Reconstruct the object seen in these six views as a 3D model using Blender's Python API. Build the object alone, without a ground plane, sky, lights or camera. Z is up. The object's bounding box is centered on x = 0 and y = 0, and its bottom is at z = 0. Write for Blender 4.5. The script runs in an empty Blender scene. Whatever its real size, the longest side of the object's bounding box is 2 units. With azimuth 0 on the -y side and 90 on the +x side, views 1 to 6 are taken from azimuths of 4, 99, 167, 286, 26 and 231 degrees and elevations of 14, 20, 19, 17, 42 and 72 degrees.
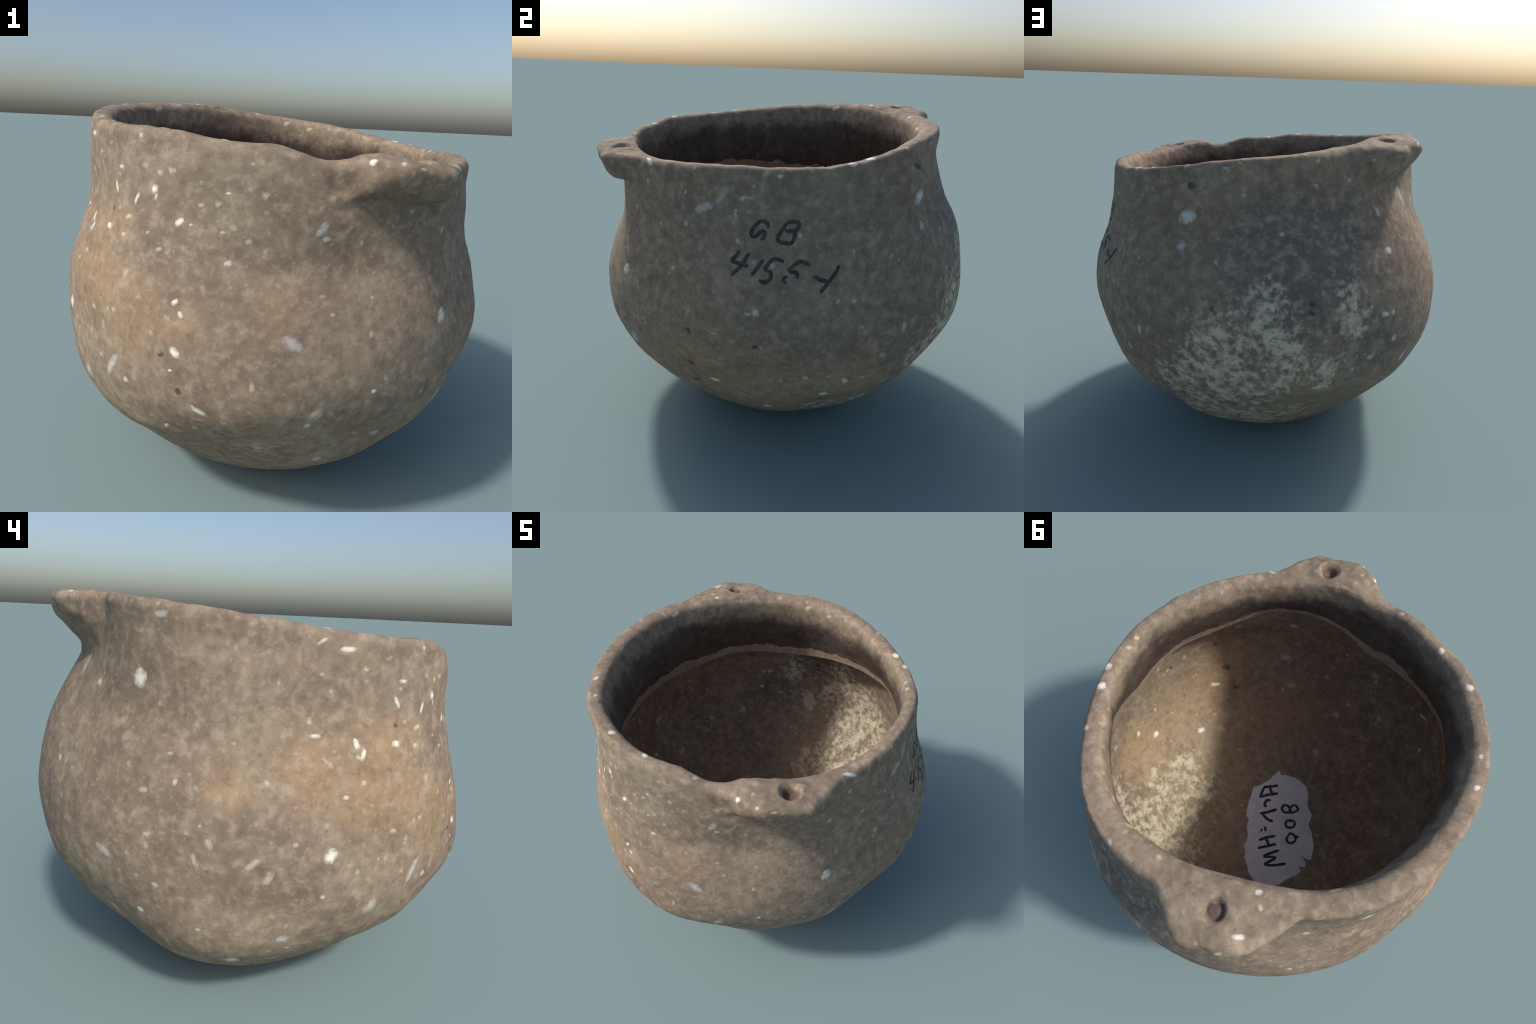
"""Hand-built round-bottomed clay pot with two pierced lugs on a slanting rim.

The pot is one continuous skin: every meridian is a cross-section that runs up
the outside of the bowl, over the rim (and out along a lug where there is one),
down the neck's inner face to a torn edge, back under that edge to the shell
and down the inside of the bowl.  The skin is then split into its parts.
"""
import bpy, math, random
import numpy as np
from mathutils import Vector, Matrix, noise
from mathutils.bvhtree import BVHTree

random.seed(7)
TAU = 2 * math.pi
N_TH = 960                       # meridians
SHELL = 0.008                    # thickness of the lower bowl wall

# ------------------------------------------------------------------ profile
# Radius of the bowl seen from its middle (0, 0, MID) every 10 degrees from
# straight down, and how far the bowl is out of round there: one to
# nine lobes (cosine, sine), azimuth 0 at -y, 90 at +x.
MID = 0.8
RADIUS = [0.79, 0.807, 0.836, 0.866, 0.874, 0.876, 0.903, 0.94, 0.967, 0.969, 0.959, 0.953, 0.98, 1.062, 1.158]
LOBES = [
    (-0.019, -0.022, 0.013, -0.001, 0.000, -0.001, 0.003, -0.002, 0.000, -0.001, 0.000, 0.000, 0.000, 0.001, 0.000, 0.000, 0.000, 0.000),
    (-0.016, -0.026, 0.011, 0.000, 0.002, 0.001, 0.003, -0.002, 0.000, -0.001, 0.001, -0.001, 0.000, 0.000, 0.000, -0.001, 0.000, -0.001),
    (-0.013, -0.029, 0.009, 0.001, 0.003, 0.003, 0.003, -0.003, 0.000, -0.001, 0.002, -0.001, 0.000, -0.001, -0.001, -0.001, -0.001, -0.001),
    (-0.009, -0.032, 0.005, 0.002, 0.005, 0.005, 0.003, -0.003, 0.000, -0.001, 0.001, 0.000, 0.000, -0.002, -0.001, -0.001, -0.001, -0.001),
    (-0.001, -0.033, -0.001, 0.001, 0.007, 0.008, -0.001, -0.001, 0.003, 0.000, -0.003, 0.000, 0.000, -0.001, 0.000, 0.001, -0.003, 0.001),
    (0.009, -0.030, -0.008, -0.005, 0.006, 0.011, -0.006, 0.002, 0.007, 0.002, -0.010, 0.000, -0.001, 0.002, 0.004, 0.005, -0.005, 0.004),
    (0.017, -0.025, -0.012, -0.006, 0.002, 0.016, -0.004, 0.006, 0.007, 0.005, -0.008, -0.003, -0.004, 0.006, 0.003, 0.004, -0.004, 0.000),
    (0.011, -0.025, -0.001, -0.018, 0.003, 0.006, -0.005, 0.006, 0.003, -0.002, -0.006, -0.007, -0.004, 0.003, 0.004, 0.001, 0.001, 0.003),
    (0.001, -0.018, 0.022, -0.008, 0.004, -0.004, 0.005, -0.003, -0.003, -0.001, 0.003, 0.000, -0.002, -0.003, 0.004, -0.003, 0.003, 0.000),
    (-0.010, -0.013, 0.018, -0.006, 0.004, -0.007, 0.006, -0.004, 0.001, 0.000, -0.001, 0.000, 0.001, -0.004, 0.000, -0.002, -0.001, 0.000),
    (-0.016, -0.021, 0.015, -0.014, 0.003, -0.012, 0.005, 0.000, -0.003, 0.001, -0.005, -0.004, 0.000, -0.005, 0.002, 0.000, 0.001, 0.001),
    (-0.013, -0.021, 0.016, -0.014, 0.000, -0.014, 0.000, -0.002, -0.004, -0.005, -0.004, -0.002, 0.000, -0.004, 0.004, -0.003, -0.001, 0.001),
    (0.021, -0.003, 0.011, -0.013, 0.000, -0.010, -0.001, 0.000, 0.002, -0.007, -0.001, -0.003, -0.002, 0.004, 0.001, -0.001, 0.000, 0.005),
    (0.058, -0.005, 0.006, -0.023, -0.012, 0.000, 0.006, -0.004, -0.002, -0.006, -0.002, -0.002, 0.008, -0.006, 0.001, 0.001, 0.000, -0.002),
    (0.080, -0.024, 0.007, 0.001, -0.028, -0.011, 0.026, -0.005, -0.028, -0.005, 0.010, -0.005, 0.009, 0.002, -0.009, -0.004, 0.011, -0.008),
]
# rim ridge: mean, then cosine / sine pairs of one to five lobes
RIM_R = [0.786, 0.047, 0.007, -0.007, -0.016, -0.018, 0.002, 0.001, 0.0, -0.013, 0.0]
RIM_Z = [1.524, -0.046, -0.077, 0.015, 0.008, 0.009, 0.0, 0.008, -0.003, 0.006, 0.002]
# torn lower edge of the neck's inner face: gap to the outside, depth under rim
LIP_GAP = [0.102, -0.010, -0.026, 0.008, -0.008, 0.003, -0.002, 0.001, 0.007]
LIP_DEPTH = [0.353, -0.026, -0.048, -0.009, -0.011, 0.020, -0.032, 0.033, -0.006]


def lobes(table, th):
    out = np.full_like(th, table[0])
    for k in range(1, (len(table) - 1) // 2 + 1):
        out = out + table[2 * k - 1] * np.cos(k * th) + table[2 * k] * np.sin(k * th)
    return out


def ang(th, deg):
    """signed angle in degrees from azimuth deg"""
    return (np.degrees(th) - deg + 180) % 360 - 180


def bump(th, deg, width):
    return np.exp(-(ang(th, deg) / width) ** 2)


COEF = np.column_stack([RADIUS, np.array(LOBES)])


def bowl_radius(th, ph):
    """distance of the outer bowl surface from its middle (Catmull-Rom in ph)"""
    u = np.clip(ph / math.radians(10), 0, len(RADIUS) - 1 - 1e-6)
    i = u.astype(int)
    t = u - i
    w = [(-t**3 + 2 * t * t - t) / 2, (3 * t**3 - 5 * t * t + 2) / 2, (-3 * t**3 + 4 * t * t + t) / 2, (t**3 - t * t) / 2]
    c = 0
    for k in range(4):
        j = np.minimum(np.abs(i + k - 1), len(RADIUS) - 1)
        c = c + w[k][..., None] * COEF[j]
    s = np.sin(np.minimum(ph, math.pi / 2))
    out = c[..., 0]
    for k in range(1, 10):
        out = out + s * (c[..., 2 * k - 1] * np.cos(k * th) + c[..., 2 * k] * np.sin(k * th))
    return out


def outer_rho(th, z):
    """horizontal radius of the outer surface at height z (fixed point)"""
    rho = np.full_like(th, 0.85)
    for _ in range(25):
        ph = np.arctan2(rho, MID - z)
        r = bowl_radius(th, ph)
        rho = 0.5 * rho + 0.5 * np.sqrt(np.maximum(r * r - (MID - z) ** 2, 0.01))
    return rho


# ------------------------------------------------------------------ rim, lugs
TH = np.arange(N_TH) * TAU / N_TH
rim_r = lobes(RIM_R, TH) + 0.020 * bump(TH, 10, 9) + 0.026 * bump(TH, 348, 20) - 0.014 * bump(TH, 188, 14)
rim_z = lobes(RIM_Z, TH) - 0.050 * bump(TH, -3, 18) - 0.040 * bump(TH, 13, 7) + 0.010 * bump(TH, -1, 5) + 0.004 * bump(TH, 219, 14)


def plateau(th, mid, half, soft):
    """1 inside half degrees of mid, easing to 0 over soft degrees"""
    a = np.clip((half + soft - np.abs(ang(th, mid))) / soft, 0, 1)
    return a * a * (3 - 2 * a)


def skewed(th, mid, half, soft_a, soft_b):
    d = ang(th, mid)
    soft = np.where(d < 0, soft_a, soft_b)
    a = np.clip((half + soft - np.abs(d)) / soft, 0, 1)
    return a * a * (3 - 2 * a)


LUG_A, LUG_B = 32.0, 217.5       # azimuths of the two lugs
out_a = skewed(TH, LUG_A, 5, 15, 15)
out_b = skewed(TH, LUG_B, 5, 17, 18)
protrude = 0.118 * out_a + 0.172 * out_b
# how far the rim reaches inward from its ridge
thick = 0.056 + 0.038 * bump(TH, 203, 58) - 0.018 * bump(TH, 2, 20) - 0.010 * bump(TH, 115, 30) + 0.014 * bump(TH, 46, 14) + 0.012 * bump(TH, 285, 42)

# ------------------------------------------------------------------ sections


def catmull(keys, counts):
    """keys: list of (rho[N], z[N]); counts: samples per segment"""
    k = [keys[0]] + keys + [keys[-1]]
    rows = []
    for s, n in enumerate(counts):
        p0, p1, p2, p3 = k[s], k[s + 1], k[s + 2], k[s + 3]
        for a in range(n):
            t = a / n
            w = ((-t**3 + 2 * t * t - t) / 2, (3 * t**3 - 5 * t * t + 2) / 2, (-3 * t**3 + 4 * t * t + t) / 2, (t**3 - t * t) / 2)
            rows.append(tuple(sum(wi * p[c] for wi, p in zip(w, (p0, p1, p2, p3))) for c in (0, 1)))
    rows.append(keys[-1])
    return rows


rows, zone_of = [], []


def add(zone, new):
    for r in new:
        rows.append(r)
        zone_of.append(zone)


# outside of the bowl, from the pole up to where the neck starts
z_n = rim_z - 0.21
rho_n = outer_rho(TH, z_n)
ph_n = np.arctan2(rho_n, MID - z_n)
N_OUT = 120
for a in range(1, N_OUT):
    ph = ph_n * a / N_OUT
    r = bowl_radius(TH, ph)
    add("outside", [(r * np.sin(ph), MID - r * np.cos(ph))])

L = protrude
ro = lambda dz: outer_rho(TH, rim_z - dz)
rear = out_b / (out_a + out_b + 1e-6)     # which of the two lugs a meridian crosses
lugged = np.clip(L / 0.1, 0, 1)
keys = [
    (rho_n, z_n),
    (ro(.165) + (.02 + .14 * rear) * L, rim_z - .165),
    (ro(.125) + (.09 + .36 * rear) * L, rim_z - .125),
    (ro(.09) + (.66 + .04 * rear) * L, rim_z - .09),
    (ro(.06) * .8 + (rim_r + .024) * .2 + (.89 + .01 * rear) * L, rim_z - .06),
    (ro(.03) * .5 + (rim_r + .027) * .5 + (.98 + .02 * rear) * L, rim_z - .025),
    (ro(.03) * .25 + (rim_r + .023) * .75 + .94 * L, rim_z + .006),
    (rim_r + .010 + .74 * L, rim_z + .026),
    (rim_r - .008 + .35 * L, rim_z + .030),
    (rim_r - .55 * thick, rim_z + .027),
    (rim_r - .86 * thick, rim_z + .012),
    (rim_r - thick, rim_z - .02),
]
lip_z = rim_z - lobes(LIP_DEPTH, TH) - .012 * bump(TH, 225, 40) + .012 * bump(TH, 130, 35) + .012 * bump(TH, 335, 25) - .012 * bump(TH, 290, 18) - .008 * bump(TH, 205, 25) - .024 * bump(TH, 268, 34)
lip_r = outer_rho(TH, lip_z) - lobes(LIP_GAP, TH) + .024 * bump(TH, 140, 18) + .012 * bump(TH, 303, 22) + .016 * bump(TH, 268, 34) + .010 * bump(TH, 200, 14) + .003 * np.sin(TH * 17) * np.sin(TH * 5 + 1)
for f in (.25, .5, .75, 1.0):
    za = rim_z - .02
    e = f * f * (3 - 2 * f)
    keys.append(((rim_r - thick) * (1 - e) + lip_r * e - (.014 - .030 * bump(TH, 5, 16) + .032 * bump(TH, 283, 42)) * math.sin(math.pi * f), za * (1 - f) + lip_z * f))
counts = [8, 8, 9, 9, 9, 9, 9, 11, 11, 9, 8, 14, 14, 18, 40]
sec = catmull(keys, counts)
edge = np.cumsum([0] + counts)
add("neck", sec[:edge[3]])
add("rim", sec[edge[3]:edge[10] + 4])
add("inner_wall", sec[edge[10] + 4:edge[14]])
first_torn = len(rows)
add("torn_edge", sec[edge[14]:])
# under the torn edge and back out to the shell
shell_r = outer_rho(TH, lip_z + .05) - SHELL
for f in (.06, .12, .3, .55, .8):
    add("torn_edge", [(lip_r * (1 - f) + shell_r * f, lip_z - .004 * math.sin(math.pi * min(f * 4, 1)) + (.05 * f * f if f > .1 else 0))])
ph_l = np.arctan2(shell_r, MID - lip_z - .05)
N_IN = 110
for a in range(N_IN, 0, -1):
    ph = ph_l * a / N_IN
    r = bowl_radius(TH, ph) - SHELL
    add("inside", [(r * np.sin(ph), MID - r * np.cos(ph))])

RHO = np.array([r[0] for r in rows])     # [M, N]
Z = np.array([r[1] for r in rows])
M = len(rows)
P = np.stack([RHO * np.sin(TH), -RHO * np.cos(TH), Z], -1)   # [M, N, 3]
ZONE = np.array(zone_of)

# ------------------------------------------------------------------ marks
# pale grit showing in the clay, pits, lime crust and warm clouds, placed on the pot
CHIPS = [    # x, y, z, length mm, width mm, tilt, strength, tone
    (0.311, -0.847, 1.467, 24, 23, 78, 1.00, "white"),
    (-0.384, -0.809, 1.341, 30, 24, 89, 1.00, "white"),
    (-0.577, -0.706, 1.188, 37, 23, 175, 1.00, "white"),
    (-0.283, -0.958, 0.833, 37, 28, 141, 1.00, "white"),
    (0.824, -0.157, 0.496, 59, 29, 19, 1.00, "white"),
    (0.702, 0.070, 0.302, 52, 38, 21, 1.00, "white"),
    (-0.802, -0.543, 0.829, 55, 42, 61, 1.00, "white"),
    (0.643, -0.650, 0.913, 57, 44, 61, 1.00, "grey"),
    (-0.798, 0.162, 1.372, 62, 53, 73, 1.00, "white"),
    (-0.289, -0.926, 0.995, 26, 17, 36, 0.90, "white"),
    (-0.291, -0.859, 1.246, 31, 22, 44, 0.90, "white"),
    (-0.371, 0.914, 0.925, 46, 26, 167, 0.90, "grey"),
    (0.615, 0.442, 1.506, 38, 35, 1, 0.90, "white"),
    (0.786, 0.329, 0.467, 42, 32, 168, 0.90, "white"),
    (0.669, -0.503, 1.446, 70, 23, 144, 0.90, "grey"),
    (0.480, 0.670, 1.331, 78, 56, 24, 0.90, "grey"),
    (-0.539, -0.813, 0.703, 100, 30, 58, 0.85, "grey"),
    (-0.507, -0.770, 1.173, 23, 18, 10, 0.80, "cream"),
    (-0.326, -0.875, 0.510, 30, 19, 63, 0.80, "white"),
    (-0.483, 0.446, 1.655, 29, 21, 140, 0.80, "white"),
    (-0.487, -0.769, 1.237, 34, 18, 22, 0.80, "cream"),
    (-0.920, 0.112, 0.551, 27, 25, 42, 0.80, "white"),
    (0.862, 0.250, 0.591, 32, 23, 128, 0.80, "cream"),
    (-0.681, -0.579, 1.195, 37, 20, 106, 0.80, "white"),
    (0.950, 0.038, 0.910, 32, 28, 6, 0.80, "grey"),
    (-0.435, 0.892, 0.789, 32, 31, 20, 0.80, "grey"),
    (-0.364, -0.751, 1.537, 37, 28, 104, 0.80, "white"),
    (-0.803, 0.081, 1.586, 54, 23, 10, 0.80, "grey"),
    (-0.400, 0.811, 1.188, 37, 35, 5, 0.80, "white"),
    (-0.846, -0.221, 0.366, 51, 45, 21, 0.80, "grey"),
    (0.589, 0.251, 0.262, 77, 49, 23, 0.80, "cream"),
    (-0.196, -0.979, 0.639, 60, 21, 155, 0.75, "white"),
    (-0.297, -0.959, 0.768, 15, 11, 13, 0.70, "white"),
    (0.404, -0.857, 1.466, 18, 16, 143, 0.70, "cream"),
    (0.386, -0.873, 0.705, 19, 17, 171, 0.70, "white"),
    (-0.269, -0.939, 0.957, 23, 16, 118, 0.70, "white"),
    (-0.917, -0.023, 1.056, 24, 17, 75, 0.70, "cream"),
    (-0.530, -0.703, 1.399, 37, 15, 179, 0.70, "white"),
    (-0.688, -0.449, 1.567, 29, 20, 171, 0.70, "white"),
    (-0.552, -0.691, 1.328, 41, 15, 118, 0.70, "white"),
    (-0.417, 0.893, 0.922, 26, 24, 159, 0.70, "grey"),
    (-0.455, -0.777, 1.303, 40, 16, 70, 0.70, "white"),
    (-0.679, -0.605, 1.160, 45, 16, 68, 0.70, "white"),
    (-0.557, 0.588, 1.654, 42, 19, 141, 0.70, "white"),
    (-0.158, -0.799, 1.510, 32, 25, 20, 0.70, "white"),
    (-0.692, -0.525, 1.504, 52, 18, 1, 0.70, "white"),
    (0.805, 0.417, 0.566, 38, 26, 122, 0.70, "white"),
    (0.708, 0.655, 0.800, 48, 25, 93, 0.70, "grey"),
    (-0.837, -0.404, 0.496, 41, 34, 4, 0.70, "grey"),
    (0.688, 0.369, 1.492, 38, 37, 176, 0.70, "white"),
    (-0.145, -0.886, 1.224, 17, 13, 4, 0.60, "cream"),
    (-0.444, -0.758, 1.510, 19, 15, 80, 0.60, "white"),
    (-0.380, -0.815, 1.316, 24, 12, 84, 0.60, "white"),
    (-0.219, -0.863, 1.304, 20, 15, 5, 0.60, "cream"),
    (-0.937, -0.120, 0.529, 24, 14, 11, 0.60, "cream"),
    (-0.357, -0.861, 1.150, 24, 15, 8, 0.60, "cream"),
    (0.740, 0.190, 1.474, 26, 20, 157, 0.60, "cream"),
    (-0.555, 0.678, 1.642, 34, 16, 42, 0.60, "white"),
    (0.316, 0.712, 1.547, 38, 16, 4, 0.60, "grey"),
    (-0.161, 0.648, 1.621, 25, 25, 55, 0.60, "cream"),
    (-0.478, -0.861, 0.669, 28, 23, 153, 0.60, "white"),
    (-0.772, 0.529, 1.038, 27, 26, 132, 0.60, "white"),
    (0.220, -0.796, 0.369, 32, 25, 14, 0.60, "grey"),
    (-0.695, 0.391, 1.329, 30, 29, 173, 0.60, "white"),
    (0.424, -0.765, 0.479, 35, 32, 123, 0.60, "grey"),
    (0.001, -0.852, 0.433, 36, 34, 21, 0.60, "grey"),
    (-0.640, 0.228, 1.613, 47, 28, 22, 0.60, "grey"),
    (-0.306, 0.945, 0.735, 53, 28, 180, 0.60, "grey"),
    (-0.726, 0.596, 0.604, 50, 34, 36, 0.60, "grey"),
    (-0.568, 0.536, 1.367, 87, 39, 92, 0.60, "grey"),
    (0.165, -0.934, 0.591, 27, 24, 170, 0.55, "white"),
    (-0.926, 0.091, 1.017, 33, 20, 9, 0.55, "cream"),
    (-0.911, -0.300, 0.802, 66, 21, 41, 0.55, "cream"),
    (0.192, -0.942, 0.638, 55, 38, 41, 0.55, "grey"),
    (-0.251, -0.869, 1.239, 13, 12, 5, 0.50, "cream"),
    (-0.405, -0.828, 1.198, 17, 11, 8, 0.50, "cream"),
    (-0.133, -0.871, 1.347, 19, 10, 4, 0.50, "white"),
    (-0.807, -0.528, 0.673, 17, 17, 175, 0.50, "white"),
    (-0.751, -0.569, 1.026, 22, 15, 177, 0.50, "white"),
    (0.861, -0.059, 1.179, 21, 17, 95, 0.50, "grey"),
    (0.860, 0.361, 0.959, 24, 15, 68, 0.50, "grey"),
    (0.469, -0.838, 1.451, 29, 13, 180, 0.50, "cream"),
    (0.951, 0.007, 0.904, 27, 14, 7, 0.50, "grey"),
    (-0.606, -0.560, 1.553, 20, 20, 140, 0.50, "white"),
    (0.099, 0.836, 1.289, 22, 19, 180, 0.50, "grey"),
    (-0.736, -0.444, 1.525, 37, 13, 32, 0.50, "white"),
    (-0.022, -0.995, 0.747, 33, 17, 92, 0.50, "cream"),
    (0.187, -0.842, 1.212, 29, 20, 180, 0.50, "grey"),
    (0.474, 0.593, 1.538, 31, 24, 116, 0.50, "cream"),
    (-0.943, -0.156, 0.867, 39, 25, 110, 0.50, "cream"),
    (0.012, 0.671, 1.573, 39, 27, 34, 0.50, "cream"),
    (-0.893, -0.354, 0.756, 56, 27, 66, 0.50, "cream"),
    (0.509, 0.694, 1.211, 42, 38, 57, 0.50, "grey"),
    (-0.817, 0.283, 0.483, 58, 32, 163, 0.50, "grey"),
    (-0.537, 0.774, 0.625, 52, 36, 84, 0.50, "grey"),
    (0.097, -0.952, 0.889, 66, 39, 150, 0.50, "grey"),
    (0.810, -0.216, 1.296, 90, 37, 25, 0.50, "grey"),
    (0.659, -0.612, 0.569, 85, 55, 40, 0.50, "grey"),
    (0.360, -0.858, 0.903, 22, 18, 84, 0.45, "cream"),
    (-0.750, -0.448, 1.223, 36, 14, 179, 0.45, "white"),
    (0.173, -0.848, 1.245, 54, 30, 58, 0.45, "grey"),
    (0.155, -0.478, 0.102, 55, 37, 137, 0.45, "grey"),
    (0.552, -0.576, 0.391, 74, 33, 4, 0.45, "grey"),
    (0.837, -0.075, 1.298, 18, 14, 94, 0.40, "grey"),
    (0.224, -0.887, 0.973, 19, 15, 177, 0.40, "cream"),
    (0.816, 0.093, 1.446, 23, 15, 3, 0.40, "white"),
    (-0.860, -0.431, 0.875, 22, 16, 179, 0.40, "cream"),
    (-0.121, -0.907, 1.130, 27, 19, 23, 0.40, "white"),
    (0.829, 0.427, 0.956, 27, 19, 175, 0.40, "grey"),
    (0.791, -0.300, 1.214, 26, 20, 89, 0.40, "grey"),
    (0.720, 0.246, 1.475, 25, 21, 156, 0.40, "cream"),
    (0.149, 0.664, 1.546, 37, 20, 15, 0.40, "cream"),
    (0.494, -0.074, 0.127, 32, 24, 35, 0.40, "grey"),
    (0.150, 0.968, 0.634, 33, 26, 91, 0.40, "grey"),
    (-0.949, -0.110, 0.801, 48, 21, 110, 0.40, "cream"),
    (-0.366, 0.728, 1.349, 46, 22, 80, 0.40, "grey"),
    (0.761, 0.575, 0.681, 37, 28, 168, 0.40, "grey"),
    (0.237, -0.706, 0.291, 40, 35, 29, 0.40, "grey"),
    (-0.943, 0.240, 0.771, 79, 31, 157, 0.40, "grey"),
    (-0.680, -0.686, 0.597, 60, 49, 80, 0.40, "grey"),
    (-0.712, -0.481, 1.366, 17, 12, 85, 0.35, "cream"),
    (0.189, -0.874, 1.029, 30, 13, 178, 0.35, "cream"),
    (0.831, -0.024, 1.355, 46, 14, 5, 0.35, "grey"),
    (0.818, -0.142, 1.350, 81, 31, 64, 0.35, "grey"),
    (-0.733, -0.451, 1.421, 17, 13, 1, 0.30, "cream"),
    (-0.890, 0.008, 1.143, 23, 13, 6, 0.30, "cream"),
    (0.250, 0.755, 1.441, 25, 16, 2, 0.30, "grey"),
]
PITS = [(0.95, 0.04, 0.75, 0.015), (0.46, 0.65, 1.46, 0.019), (0.84, -0.27, 0.57, 0.023), (0.90, -0.26, 0.77, 0.014), (0.75, -0.27, 0.43, 0.017), (-0.01, 0.96, 1.02, 0.016), (-0.01, 0.97, 0.98, 0.012), (0.40, 0.87, 0.98, 0.011), (-0.56, -0.69, 1.25, 0.008), (-0.27, -0.97, 0.70, 0.010), (-0.33, -0.94, 0.81, 0.010)]
CRUST = [(0.52, 0.49, 0.29, 0.129), (0.57, 0.29, 0.26, 0.109), (0.42, 0.3, 0.13, 0.111), (0.37, 0.66, 0.34, 0.125), (0.35, 0.51, 0.19, 0.13), (0.16, 0.93, 1.06, 0.068), (0.37, 0.91, 0.84, 0.141), (0.18, 0.96, 0.92, 0.124), (-0.18, 0.96, 0.96, 0.099), (0.42, 0.88, 0.73, 0.131), (0.1, 0.99, 0.75, 0.114), (0.53, 0.75, 0.57, 0.111), (0.31, 0.88, 0.58, 0.167), (-0.09, 0.99, 0.7, 0.088), (0.18, 0.68, 0.3, 0.207), (0.41, 0.71, 0.4, 0.133)]
WARM = [(0.86, -0.21, 0.58, 0.148), (0.88, 0.06, 0.54, 0.127), (0.49, -0.47, 0.28, 0.179), (0.76, 0.45, 0.49, 0.104), (-0.78, -0.46, 1.12, 0.076), (-0.72, -0.61, 1.04, 0.078), (-0.61, -0.75, 0.99, 0.096), (-0.9, -0.19, 1.04, 0.043), (-0.61, -0.67, 1.18, 0.07), (-0.64, -0.71, 1.02, 0.1), (-0.47, -0.86, 0.91, 0.093), (-0.59, -0.69, 1.2, 0.086), (0.05, -0.92, 1.01, 0.052), (-0.27, -0.95, 0.92, 0.054)]
# handwritten inventory number: pen strokes as (azimuth, height)
NUMBER = [
    ("ink_letter", [[(93.9, 1.242), (93.9, 1.257), (92.8, 1.268), (91.7, 1.264), (90.3, 1.243), (89.5, 1.218), (90.1, 1.204), (91.1, 1.208), (91.8, 1.221), (92.8, 1.228), (93.2, 1.219), (92.9, 1.201), (92.1, 1.196)]]),
    ("ink_letter", [[(99.1, 1.265), (97.6, 1.231), (96.4, 1.198)], [(99.1, 1.265), (100.5, 1.27), (102.1, 1.267), (102.3, 1.253), (101.5, 1.236), (98.6, 1.233)], [(101.4, 1.235), (101.3, 1.213), (100.4, 1.188), (98.1, 1.187), (96.4, 1.198)]]),
    ("ink_digit", [[(86.7, 1.145), (85.9, 1.121), (84.8, 1.099), (87.1, 1.094), (89.5, 1.088)], [(89.5, 1.138), (87.9, 1.098), (86.7, 1.071), (85.1, 1.045)]]),
    ("ink_digit", [[(93.3, 1.119), (92.0, 1.088), (90.6, 1.057)]]),
    ("ink_digit", [[(98.7, 1.116), (96.9, 1.124), (95.4, 1.117), (94.0, 1.084), (95.4, 1.074), (95.4, 1.051), (94.2, 1.035), (92.6, 1.042)]]),
    ("ink_digit", [[(105.5, 1.102), (103.6, 1.116), (102.1, 1.111), (100.2, 1.084), (102.1, 1.074), (102.1, 1.054)], [(99.7, 1.062), (98.8, 1.053), (99.4, 1.035)]]),
    ("ink_digit", [[(106.4, 1.058), (107.4, 1.056), (108.2, 1.047), (110.1, 1.043)], [(113.5, 1.1), (112.6, 1.075), (110.6, 1.041), (108.1, 0.999)]]),
]
# paper label on the floor: middle, direction of its top, outline and pen strokes in mm
LABEL_AT, LABEL_TURN = (-0.088, 0.028), -37.5
LABEL = [(-3, 396), (-40, 364), (-87, 320), (-134, 297), (-181, 280), (-194, 240), (-211, 187), (-227, 134), (-234, 81), (-213, 61), (-231, 2), (-221, -38), (-227, -83), (-249, -123), (-236, -156), (-245, -201), (-229, -247), (-219, -292), (-202, -331), (-174, -363), (-134, -391), (-94, -404), (-55, -403), (-15, -388), (25, -358), (101, -327), (127, -303), (116, -267), (159, -278), (164, -246), (137, -200), (180, -227), (199, -228), (210, -184), (222, -132), (215, -86), (210, -40), (189, 14), (206, 40), (218, 79), (193, 127), (189, 182), (197, 242), (182, 282), (146, 317), (107, 345), (53, 362), (13, 365)]
LABEL_INK = [
    ("label_letter", [[(-111, 280), (-11, 291)], [(-142, 213), (-75, 227), (-12, 235)], [(-108, 280), (-135, 220)], [(-68, 277), (-55, 236)]]),
    ("label_letter", [[(-63, 188), (-92, 186), (-106, 155), (-89, 142)]]),
    ("label_letter", [[(-139, 96), (-83, 105), (-21, 123)], [(-123, 96), (-90, 59), (-51, 38)]]),
    ("label_letter", [[(-107, 7), (-100, -25)], [(-134, -27), (-124, -9)]]),
    ("label_letter", [[(-147, -86), (-92, -69), (-37, -60)], [(-157, -141), (-31, -115)], [(-98, -75), (-79, -125)]]),
    ("label_letter", [[(-12, -158), (-61, -173), (-112, -196), (-39, -208), (-106, -250), (-43, -257), (31, -248)]]),
    ("label_digit", [[(36, 160), (12, 130), (28, 102), (68, 103), (68, 130), (39, 157)], [(102, 157), (124, 119), (74, 99), (68, 133), (99, 153)]]),
    ("label_digit", [[(40, 43), (36, 14), (52, -4), (88, 0), (97, 32), (66, 44), (40, 43)]]),
    ("label_digit", [[(50, -58), (40, -91), (63, -111), (95, -98), (99, -69), (71, -44), (50, -58)], [(96, -63), (123, -71)]]),
]

# ------------------------------------------------------------------ relief


def grid_normals(P):
    du = np.roll(P, -1, 1) - np.roll(P, 1, 1)
    dv = np.gradient(P, axis=0)
    n = np.cross(du, dv)
    return n / (np.linalg.norm(n, axis=-1, keepdims=True) + 1e-12)


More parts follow.
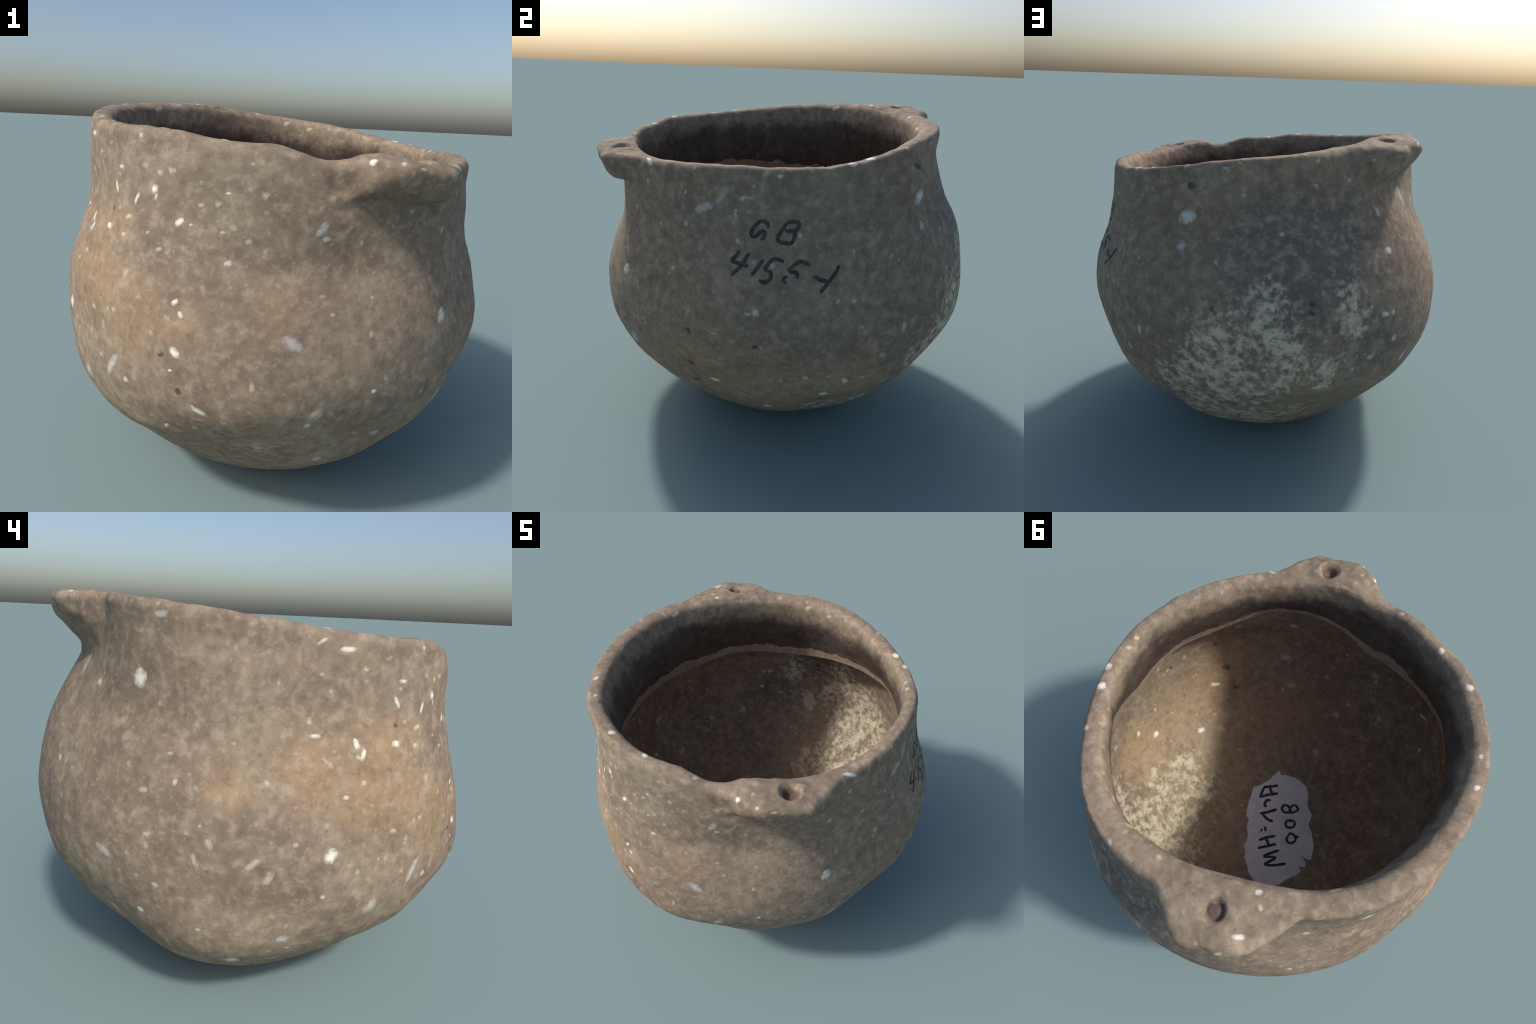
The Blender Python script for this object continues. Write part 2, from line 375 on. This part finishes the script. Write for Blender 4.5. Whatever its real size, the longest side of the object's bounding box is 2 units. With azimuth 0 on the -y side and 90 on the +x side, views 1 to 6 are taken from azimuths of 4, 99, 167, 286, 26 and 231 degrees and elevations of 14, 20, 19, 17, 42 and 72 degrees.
def field(P, scale, seed):
    off = Vector((seed * 3.1, seed * 7.7, seed * 1.3))
    flat = P.reshape(-1, 3)
    return np.array([noise.noise(Vector(p) * scale + off) for p in flat.tolist()]).reshape(P.shape[:-1])


Nrm = grid_normals(P)
is_rim = (ZONE == "rim").astype(float)[:, None]
soft_rim = is_rim.copy()
for _ in range(12):
    soft_rim[1:-1] = (soft_rim[:-2] + soft_rim[1:-1] + soft_rim[2:]) / 3
slow, fine = field(P, 7.0, 1), field(P, 26.0, 2)
amp = np.where(np.isin(ZONE, ["outside", "neck", "rim", "inner_wall"])[:, None], 1.0, 0.6)
rimwave = field(P, 11.0, 3)
disp = amp * (0.0025 * slow + 0.0010 * fine) + soft_rim * ((0.004 + .006 * lugged) * rimwave + (0.0008 + .0025 * lugged) * fine)
ring = np.stack([np.sin(TH), -np.cos(TH), 0 * TH], -1)
ragged = 10 - 9 * field(ring, 2.2, 5) - 9 * field(ring, 9.0, 6) - 4 * field(ring, 40.0, 8)   # rows of dark wall above the tear
P = P + Nrm * disp[..., None]


def hollow(P, centre, radius, depth, power=2.0, only_z=True):
    d = np.hypot(P[..., 0] - centre[0], P[..., 1] - centre[1]) / radius
    k = np.clip(1 - d ** power, 0, 1)
    k = np.where(np.abs(P[..., 2] - centre[2]) < .07, k, 0) * soft_rim
    P[..., 2] -= depth * k * k * (3 - 2 * k)


HOLE_A, HOLE_B = (0.485, -0.717, 1.465), (-0.439, 0.599, 1.645)
hollow(P, HOLE_A, 0.055, 0.030)
hollow(P, HOLE_A, 0.032, 0.022, 4)
hollow(P, HOLE_B, 0.062, 0.008)
hollow(P, HOLE_B, 0.040, 0.020, 6)
hollow(P, (HOLE_B[0] + .004, HOLE_B[1] + .004, HOLE_B[2]), 0.026, -0.012, 5)   # plug of dirt in it
# finger hollows under the lugs
for az, dz, wide, deep in ((17, .110, .042, .020), (42, .108, .045, .022), (215, .118, .045, .026), (230, .130, .040, .012)):
    t = np.array([math.radians(az)])
    zz = lobes(RIM_Z, t) - dz
    r = outer_rho(t, zz)
    c = np.array((r[0] * math.sin(t[0]), -r[0] * math.cos(t[0]), zz[0]))
    d = np.linalg.norm(P - c, axis=-1) / wide
    P -= Nrm * (deep * np.exp(-d * d) * np.isin(ZONE, ["neck", "rim", "outside"])[:, None])[..., None]
# nick in the edge of the rear lug
d = np.linalg.norm(P - np.array((-0.520, 0.717, 1.63)), axis=-1) / 0.026
P -= (Nrm * (0.013 * np.exp(-d * d) * soft_rim)[..., None])
for x, y, z, r in PITS:
    d = np.linalg.norm(P - np.array((x, y, z)), axis=-1) / max(r, .009)
    P -= Nrm * (0.005 * np.exp(-d * d))[..., None]
P[..., 2] -= P[..., 2].min()

# ------------------------------------------------------------------ materials


def srgb(r, g, b):
    f = lambda c: c / 12.92 if c <= .04045 else ((c + .055) / 1.055) ** 2.4
    return (f(r / 255), f(g / 255), f(b / 255), 1)


class Tree:
    """small helper for writing shader graphs"""

    def __init__(self, name):
        self.mat = bpy.data.materials.new(name)
        self.mat.use_nodes = True
        self.nt = self.mat.node_tree
        self.bsdf = self.nt.nodes["Principled BSDF"]
        geo = self.nt.nodes.new("ShaderNodeTexCoord")
        self.pos = geo.outputs["Object"]

    def put(self, node, key, v):
        if v is None:
            return
        if hasattr(v, "is_output") or isinstance(v, bpy.types.NodeSocket):
            self.nt.links.new(v, node.inputs[key])
        else:
            node.inputs[key].default_value = v

    def math(self, op, a, b=None, c=None, clamp=False):
        n = self.nt.nodes.new("ShaderNodeMath")
        n.operation, n.use_clamp = op, clamp
        for i, v in enumerate((a, b, c)):
            self.put(n, i, v)
        return n.outputs[0]

    def vmath(self, op, a, b=None, out=0):
        n = self.nt.nodes.new("ShaderNodeVectorMath")
        n.operation = op
        self.put(n, 0, a)
        self.put(n, 1, b)
        return n.outputs[out]

    def noise(self, scale, detail=3, rough=.55, vec=None, out=0, dist=0.0):
        n = self.nt.nodes.new("ShaderNodeTexNoise")
        self.put(n, "Vector", vec if vec is not None else self.pos)
        self.put(n, "Scale", scale)
        self.put(n, "Detail", detail)
        self.put(n, "Roughness", rough)
        self.put(n, "Distortion", dist)
        return n.outputs[out]

    def voronoi(self, scale, vec=None, feature="F1", rnd=1.0):
        n = self.nt.nodes.new("ShaderNodeTexVoronoi")
        n.feature = feature
        self.put(n, "Vector", vec if vec is not None else self.pos)
        self.put(n, "Scale", scale)
        self.put(n, "Randomness", rnd)
        return n

    def step(self, v, lo, hi, a=0.0, b=1.0):
        n = self.nt.nodes.new("ShaderNodeMapRange")
        n.interpolation_type = "SMOOTHSTEP"
        for k, x in zip(("Value", "From Min", "From Max", "To Min", "To Max"), (v, lo, hi, a, b)):
            self.put(n, k, x)
        return n.outputs[0]

    def mix(self, f, a, b, mode="MIX"):
        n = self.nt.nodes.new("ShaderNodeMix")
        n.data_type, n.blend_type = "RGBA", mode
        self.put(n, 0, f)
        self.put(n, 6, a)
        self.put(n, 7, b)
        return n.outputs[2]

    def blob(self, centre, radius, soft, wob=None):
        """soft ball-shaped patch round a place on the pot"""
        d = self.vmath("DISTANCE", wob if wob is not None else self.pos, centre, out=1)
        return self.step(d, radius + soft, radius - soft)

    def finish(self, colour, rough=.85, bump=None, strength=.25, spec=.25, distance=.01):
        self.put(self.bsdf, "Base Color", colour)
        self.put(self.bsdf, "Roughness", rough)
        self.put(self.bsdf, "Specular IOR Level", spec)
        if bump is not None:
            b = self.nt.nodes.new("ShaderNodeBump")
            self.put(b, "Strength", strength)
            self.put(b, "Distance", distance)
            self.put(b, "Height", bump)
            self.nt.links.new(b.outputs[0], self.bsdf.inputs["Normal"])
        return self.mat


def patches(t, wob, spots, soft=.6):
    m = None
    for x, y, z, r in spots:
        b = t.blob((x, y, z), r, r * soft, wob)
        m = b if m is None else t.math("MAXIMUM", m, b)
    return m


def clay_colour(t):
    """fired clay: tan with orange, grey and brown clouds, lime crust, fine grit"""
    shake = t.vmath("SUBTRACT", t.noise(9.0, 3, .6, out=1), (.5, .5, .5))
    wob = t.vmath("ADD", t.pos, t.vmath("MULTIPLY", shake, (.22, .22, .22)))
    near = t.vmath("ADD", t.pos, t.vmath("MULTIPLY", t.vmath("SUBTRACT", t.noise(34.0, 2, .5, out=1), (.5, .5, .5)), (.035, .035, .035)))
    big, mid = t.noise(2.6, 4, .6), t.noise(9, 4, .6)
    blot, small = t.noise(21, 3, .55), t.noise(44, 2, .5)
    c = t.mix(t.step(big, .38, .64), srgb(129, 113, 96), srgb(141, 126, 107))
    c = t.mix(t.math("MULTIPLY", t.step(mid, .46, .66), .6), c, srgb(115, 100, 87))
    warm = patches(t, wob, [(x, y, z, r * 1.45) for x, y, z, r in WARM], .9)
    c = t.mix(t.math("MULTIPLY", warm, t.step(blot, .3, .65, .62, .34)), c, srgb(167, 135, 99))
    # olive tint on the shoulder, dark grey clouds
    olive = patches(t, wob, [(.84, .1, 1.2, .34), (.9, .15, .8, .3), (.7, .55, 1.0, .3), (-.1, -.85, 1.38, .16), (-.6, .2, 1.5, .2), (-.5, -.7, 1.4, .14)])
    c = t.mix(t.math("MULTIPLY", olive, .36), c, srgb(117, 114, 98))
    grey = patches(t, wob, [(.05, .88, 1.15, .30), (-.15, .85, 1.25, .2), (-.3, .93, .8, .16)])
    c = t.mix(t.math("MULTIPLY", grey, t.step(blot, .35, .65, .8, .5)), c, srgb(95, 95, 94))
    # lighter, browner underside
    light = patches(t, wob, [(.45, .25, .12, .38), (.75, .1, .42, .2), (.72, .4, .5, .2), (.1, .6, .1, .3)], .7)
    c = t.mix(t.math("MULTIPLY", light, .65), c, srgb(163, 142, 114))
    # pale lime crust on the back
    crust = patches(t, wob, CRUST, .8)
    eaten = t.math("ADD", t.noise(22, 5, .66), t.math("MULTIPLY", t.math("SUBTRACT", crust, .5), .14))
    crust = t.math("MULTIPLY", t.step(crust, .05, .5), t.step(eaten, .44, .67))
    c = t.mix(t.math("MULTIPLY", crust, .78), c, srgb(212, 206, 180))
    # faint wiping streaks round the pot
    streak = t.noise(1.0, 3, .6, t.vmath("MULTIPLY", wob, (5, 5, 34)))
    c = t.mix(t.math("MULTIPLY", t.step(streak, .52, .72), .3), c, srgb(160, 143, 124))
    c = t.mix(t.math("MULTIPLY", t.step(streak, .45, .28), .3), c, srgb(112, 97, 85))
    # mottling
    c = t.mix(t.math("MULTIPLY", t.step(blot, .48, .76), .6), c, srgb(170, 153, 134))
    c = t.mix(t.math("MULTIPLY", t.step(blot, .50, .26), .5), c, srgb(106, 92, 81))
    c = t.mix(t.math("MULTIPLY", t.step(small, .54, .70), .34), c, srgb(170, 154, 135))
    c = t.mix(t.math("MULTIPLY", t.step(small, .42, .28), .32), c, srgb(98, 84, 75))
    # grit of two sizes
    for scale, lo, hi, share, tone, amount in ((11, .03, .17, .50, (194, 181, 162), .6), (19, .04, .28, .56, (208, 197, 179), .66)):
        v = t.voronoi(scale, near)
        size = t.math("MULTIPLY", v.outputs["Distance"], 1.0)
        some = t.nt.nodes.new("ShaderNodeSeparateColor")
        t.nt.links.new(v.outputs["Color"], some.inputs[0])
        g = t.math("MULTIPLY", t.step(size, hi, lo), t.step(some.outputs[0], share, share + .25))
        g = t.math("MULTIPLY", g, t.math("MAXIMUM", t.step(mid, .36, .58, 1.0, .35), light))
        c = t.mix(t.math("MULTIPLY", g, amount), c, srgb(*tone))
    pits = patches(t, near, [(x, y, z, max(r, .010)) for x, y, z, r in PITS], .5)  # shadow inside the pits painted dark, the shallow dents give too little
    c = t.mix(t.math("MULTIPLY", pits, .75), c, srgb(62, 52, 46))
    for (x, y, z), r, tone in ((HOLE_A, .034, (92, 70, 60)), (HOLE_B, .036, (84, 72, 66))):
        c = t.mix(t.math("MULTIPLY", t.blob((x, y, z - .02), r, .012, near), .8), c, srgb(*tone))
    return c, blot, small


def pot_clay():
    t = Tree("fired_clay")
    c, blot, small = clay_colour(t)
    h = t.math("ADD", t.math("MULTIPLY", blot, .6), t.math("MULTIPLY", small, .4))
    return t.finish(c, .8, h, .3)


def dark_neck_clay():
    """dark inner face of the neck, the soot feathering out under the rim"""
    t = Tree("dark_neck_clay")
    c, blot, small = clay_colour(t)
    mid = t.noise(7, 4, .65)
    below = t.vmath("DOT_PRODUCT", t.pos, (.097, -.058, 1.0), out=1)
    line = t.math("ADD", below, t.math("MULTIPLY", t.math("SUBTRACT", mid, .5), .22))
    darkness = t.step(line, 1.51, 1.40)
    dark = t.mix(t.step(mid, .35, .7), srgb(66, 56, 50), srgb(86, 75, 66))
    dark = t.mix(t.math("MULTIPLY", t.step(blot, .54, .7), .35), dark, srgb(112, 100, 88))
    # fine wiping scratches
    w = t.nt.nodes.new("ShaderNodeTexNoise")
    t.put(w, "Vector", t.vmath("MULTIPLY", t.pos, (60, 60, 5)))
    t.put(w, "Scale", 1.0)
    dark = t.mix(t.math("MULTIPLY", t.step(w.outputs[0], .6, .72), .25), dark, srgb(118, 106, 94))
    return t.finish(t.mix(t.math("MULTIPLY", darkness, .93), c, dark), .8, blot, .25)


def torn_clay():
    t = Tree("pale_torn_clay")
    c = t.mix(t.step(t.noise(30, 4, .6), .35, .65), srgb(158, 140, 121), srgb(140, 122, 106))
    return t.finish(c, .9, t.noise(60), .3)


CHIP_TONE = {"white": (232, 228, 214), "cream": (214, 194, 170), "grey": (196, 198, 194)}


def chip_clay(tone, strength):
    """a pale mineral chip bedded in the clay, its edge fading into it"""
    t = Tree(f"{tone}_grit")
    local = t.pos
    geo = t.nt.nodes.new("ShaderNodeNewGeometry")
    t.pos = geo.outputs["Position"]
    c, blot, small = clay_colour(t)
    p = t.vmath("ABSOLUTE", t.vmath("ADD", local, t.vmath("MULTIPLY", t.vmath("SUBTRACT", t.noise(45.0, 3, .6, out=1), (.5, .5, .5)), (1.3, 1.3, 0))))
    s = t.nt.nodes.new("ShaderNodeSeparateXYZ")
    t.nt.links.new(p, s.inputs[0])
    r = t.math("POWER", t.math("ADD", t.math("POWER", s.outputs[0], 3.2), t.math("POWER", s.outputs[1], 3.2)), .3125)
    m = t.math("MULTIPLY", t.step(r, 1.0, .12), strength)
    m = t.math("MULTIPLY", m, t.step(small, .2, .5, .75, 1.0))
    return t.finish(t.mix(m, c, srgb(*CHIP_TONE[tone])), .6, blot, .2, .4)


def plain(name, dark, light, scale, rough, strength=.2):
    t = Tree(name)
    n = t.noise(scale, 3, .6)
    return t.finish(t.mix(t.step(n, .35, .65), srgb(*dark), srgb(*light)), rough, n, strength)


CLAY, DARK_WALL, TORN = pot_clay(), dark_neck_clay(), torn_clay()
INK = plain("faded_ink", (56, 52, 52), (80, 75, 72), 60, .7)
LABEL_INK_MAT = plain("label_ink", (40, 36, 52), (70, 66, 84), 60, .6)
PAPER = plain("label_paper", (206, 203, 208), (218, 215, 219), 14, .9, .1)

# ------------------------------------------------------------------ skin → parts
verts = P.reshape(-1, 3)
pole_out, pole_in = len(verts), len(verts) + 1
verts = np.vstack([verts, P[0].mean(0), P[-1].mean(0)])
jj = np.arange(N_TH)
faces, tags = [], []
for i in range(M - 1):
    a, b = i * N_TH + jj, i * N_TH + (jj + 1) % N_TH
    q = np.stack([a, b, b + N_TH, a + N_TH], 1)
    faces.append(q)
    z = "neck" if ZONE[i] == "neck" else ZONE[i]
    tag = np.full(N_TH, z, dtype=object)
    if z == "torn_edge":
        tag = np.where(i - first_torn < ragged, "inner_wall", tag)
    if z == "rim" or z == "neck":
        on = (out_a > .25) if False else (np.abs(ang(TH, LUG_A)) < 21)
        on_b = np.abs(ang(TH, LUG_B)) < 24
        r_here = RHO[i] > rim_r + .012
        tag = np.where(on & r_here & (Z[i] > rim_z - .13), "lug_a", tag)
        tag = np.where(on_b & r_here & (Z[i] > rim_z - .13), "lug_b", tag)
    tags.append(tag)
quads, tags = np.vstack(faces), np.concatenate(tags)
tri_out = [(pole_out, (k + 1) % N_TH, k) for k in range(N_TH)]
last = (M - 1) * N_TH
tri_in = [(pole_in, last + k, last + (k + 1) % N_TH) for k in range(N_TH)]

skin = bpy.data.meshes.new("skin")
skin.from_pydata(verts.tolist(), [], quads.tolist() + tri_out + tri_in)
skin.update()
vn = np.empty(len(verts) * 3, np.float32)
skin.vertex_normals.foreach_get("vector", vn)
vn = vn.reshape(-1, 3)
tree = BVHTree.FromPolygons(verts.tolist(), quads.tolist())

pot = bpy.data.objects.new("clay_pot", None)
bpy.context.scene.collection.objects.link(pot)
pot["label"] = "old round-bottomed clay pot with two pierced rim lugs"
pot["category"] = "clay pot"


def link(ob, parent):
    bpy.context.scene.collection.objects.link(ob)
    ob.parent = parent
    return ob


def part(name, mask, mat, extra=()):
    polys = [tuple(q) for q in quads[mask].tolist()] + list(extra)
    used = sorted({v for p in polys for v in p})
    where = {v: k for k, v in enumerate(used)}
    me = bpy.data.meshes.new(name)
    me.from_pydata(verts[used].tolist(), [], [[where[v] for v in p] for p in polys])
    me.polygons.foreach_set("use_smooth", [True] * len(polys))
    me.materials.append(mat)
    me.normals_split_custom_set_from_vertices(vn[used].tolist())
    me.update()
    return link(bpy.data.objects.new(name, me), pot)


bowl = part("bowl", tags == "outside", CLAY, tri_out)
part("neck", tags == "neck", CLAY)
part("rim", tags == "rim", CLAY)
part("lug", tags == "lug_a", CLAY)
part("lug", tags == "lug_b", CLAY)
part("inner_wall", tags == "inner_wall", DARK_WALL)
part("torn_edge", tags == "torn_edge", TORN)
part("bowl_interior", tags == "inside", CLAY, tri_in)
bpy.data.meshes.remove(skin)


# ------------------------------------------------------------------ grit chips
def disc(rings=5, spokes=22):
    pts = [(0.0, 0.0, 1.0)]
    for k in range(1, rings + 1):
        for j in range(spokes):
            a, r = TAU * j / spokes, k / rings
            pts.append((r * math.cos(a), r * math.sin(a), 1 - r * r))
    fs = [(0, 1 + j, 1 + (j + 1) % spokes) for j in range(spokes)]
    for k in range(rings - 1):
        for j in range(spokes):
            a, b = 1 + k * spokes + j, 1 + k * spokes + (j + 1) % spokes
            fs.append((a, a + spokes, b + spokes, b))
    return pts, fs


DISC, DISC_F = disc()
SKINS = {}
for side, zones in (("out", ("outside", "neck", "rim", "lug_a", "lug_b", "inner_wall", "torn_edge")), ("in", ("inside",))):
    SKINS[side] = BVHTree.FromPolygons(verts.tolist(), quads[np.isin(tags, zones)].tolist())
CHIP_MATS = {}


def chip(x, y, z, length, width, tilt, strength, tone, side):
    skin_tree = SKINS[side]
    near = skin_tree.find_nearest(Vector((x, y, z)))
    p, n = near[0], near[1]
    if side == "in" and (n.x * p.x + n.y * p.y + n.z * (p.z - MID)) > 0 or side == "out" and False:
        n = -n
    up = Vector((1, 0, 0)) if abs(n.z) > .8 else Vector((0, 0, 1))
    s = up.cross(n).normalized()
    if side == "in":
        s = -s                       # the same chip seen from within
    u = n.cross(s) if side == "out" else -n.cross(s)
    a = math.radians(tilt)
    ax, ay = s * math.cos(a) + u * math.sin(a), u * math.cos(a) - s * math.sin(a)
    if ax.cross(ay).dot(n) < 0:
        ay = -ay
    la, lb = length * .72e-3, width * .72e-3
    m = Matrix((ax * la, ay * lb, n)).transposed().to_4x4()
    m.translation = p
    inv = m.inverted()
    pts = []
    for dx, dy, h in DISC:
        q = skin_tree.find_nearest(p + ax * la * dx + ay * lb * dy)
        nn = q[1] if q[1].dot(n) > 0 else -q[1]
        pts.append(inv @ (q[0] + nn * (-.0008 + .0026 * h)))
    me = bpy.data.meshes.new("mineral_chip")
    me.from_pydata(pts, [], DISC_F)
    me.polygons.foreach_set("use_smooth", [True] * len(me.polygons))
    key = (tone, round(strength * 4) / 4)
    if key not in CHIP_MATS:
        CHIP_MATS[key] = chip_clay(tone, min(1.0, .1 + key[1] * .85))
    me.materials.append(CHIP_MATS[key])
    ob = link(bpy.data.objects.new("mineral_chip", me), pot)
    ob.matrix_local = m


for c in CHIPS:
    chip(*c, "out" if c[2] > .05 else "in")
    rho = math.hypot(c[0], c[1])
    if .05 < c[2] < .95:             # shows on the inside of the thin bowl as well
        chip(*c, "in")


# ------------------------------------------------------------------ writing
def smooth_line(points, step):
    """Catmull-Rom through 2D points, sampled about every step"""
    pts = [np.array(p, float) for p in points]
    ext = [2 * pts[0] - pts[1]] + pts + [2 * pts[-1] - pts[-2]]
    out = []
    for i in range(len(pts) - 1):
        a, b, c, d = ext[i:i + 4]
        n = max(2, int(np.linalg.norm(c - b) / step))
        for k in range(n):
            t = k / n
            out.append(.5 * (2 * b + (c - a) * t + (2 * a - 5 * b + 4 * c - d) * t * t + (3 * b - a - 3 * c + d) * t**3))
    return out + [pts[-1]]


def stroke(points, normals, width, height, seed):
    """a pen stroke: flattened rounded ribbon lying on the surface"""
    vs, fs, n, S = [], [], len(points), 8
    for k, (p, nn) in enumerate(zip(points, normals)):
        d = (points[min(k + 1, n - 1)] - points[max(k - 1, 0)]).normalized()
        side = nn.cross(d).normalized()
        end = min(k, n - 1 - k)
        w = width * (.55 if end == 0 else .85 if end == 1 else 1) * (1 + .22 * noise.noise(Vector((k * .23, seed, 0))))
        for j in range(S):
            a = TAU * j / S
            vs.append(p + side * (w / 2 * math.cos(a)) + nn * (height * math.sin(a)))
    for k in range(n - 1):
        for j in range(S):
            a, b = k * S + j, k * S + (j + 1) % S
            fs.append((a, b, b + S, a + S))
    fs += [tuple(range(S))[::-1], tuple((n - 1) * S + j for j in range(S))]
    return vs, fs


def writing(name, strokes, mat, parent, width, height, seed):
    vs, fs = [], []
    for i, (pts, nrm) in enumerate(strokes):
        v, f = stroke(pts, nrm, width, height, seed + i)
        fs += [tuple(q + len(vs) for q in face) for face in f]
        vs += v
    me = bpy.data.meshes.new(name)
    me.from_pydata(vs, [], fs)
    me.polygons.foreach_set("use_smooth", [True] * len(me.polygons))
    me.materials.append(mat)
    return link(bpy.data.objects.new(name, me), parent)


for k, (name, strokes) in enumerate(NUMBER):
    done = []
    for s in strokes:
        line = smooth_line([(az * .0155, z) for az, z in s], .006)   # degrees → metres at this girth
        pts, nrm = [], []
        for u, z in line:
            a = math.radians(u / .0155)
            hit = SKINS["out"].ray_cast(Vector((1.5 * math.sin(a), -1.5 * math.cos(a), z)), Vector((-math.sin(a), math.cos(a), 0)))
            pts.append(hit[0])
            nrm.append(hit[1] if hit[1].dot(Vector((math.sin(a), -math.cos(a), 0))) > 0 else -hit[1])
        done.append((pts, nrm))
    writing(name, done, INK, bowl, .0165, .0016, k * 10)

# ------------------------------------------------------------------ paper label
turn = math.radians(LABEL_TURN)
top = Vector((math.cos(turn), math.sin(turn)))
right = Vector((top.y, -top.x))


def floor_at(mx, my):
    """point and normal of the bowl floor at label coordinates in mm"""
    q = Vector(LABEL_AT) + right * (mx / 1000) + top * (my / 1000)
    h = SKINS["in"].ray_cast(Vector((q.x, q.y, 1.0)), Vector((0, 0, -1)))
    if h[0] is None:                 # beyond the bowl: keep to the wall
        h = SKINS["in"].find_nearest(Vector((q.x, q.y, .3)))
    return h[0], (h[1] if h[1].z > 0 else -h[1])


outline = []
for i, a in enumerate(LABEL):
    b = LABEL[(i + 1) % len(LABEL)]
    n = max(1, int(math.dist(a, b) / 9))
    for k in range(n):
        outline.append((a[0] + (b[0] - a[0]) * k / n, a[1] + (b[1] - a[1]) * k / n))
outline = [(x * (1 + .018 * noise.noise(Vector((x * .05, y * .05, 3)))), y + 5 * noise.noise(Vector((x * .06, y * .06, 9)))) for x, y in outline]
R, n = 18, len(outline)
vs, fs = [floor_at(0, 0)[0] + floor_at(0, 0)[1] * .003], []
for r in range(1, R + 1):
    for x, y in outline:
        p, nn = floor_at(x * r / R, y * r / R)
        vs.append(p + nn * .003)
for x, y in outline:                 # edge of the paper
    p, nn = floor_at(x, y)
    vs.append(p - nn * .001)
fs = [(0, 1 + j, 1 + (j + 1) % n) for j in range(n)]
for r in range(R):
    for j in range(n):
        a, b = 1 + r * n + j, 1 + r * n + (j + 1) % n
        fs.append((a, a + n, b + n, b))
me = bpy.data.meshes.new("paper_label")
me.from_pydata(vs, [], fs)
me.materials.append(PAPER)
label = link(bpy.data.objects.new("paper_label", me), pot)
for k, (name, strokes) in enumerate(LABEL_INK):
    done = []
    for s in strokes:
        if len(s) < 2:
            continue
        got = [floor_at(*q) for q in smooth_line(s, 6)]
        done.append(([p + nn * .003 for p, nn in got], [nn for p, nn in got]))
    writing(name, done, LABEL_INK_MAT, label, .017 if "digit" in name else .019, .0015, 100 + k * 10)
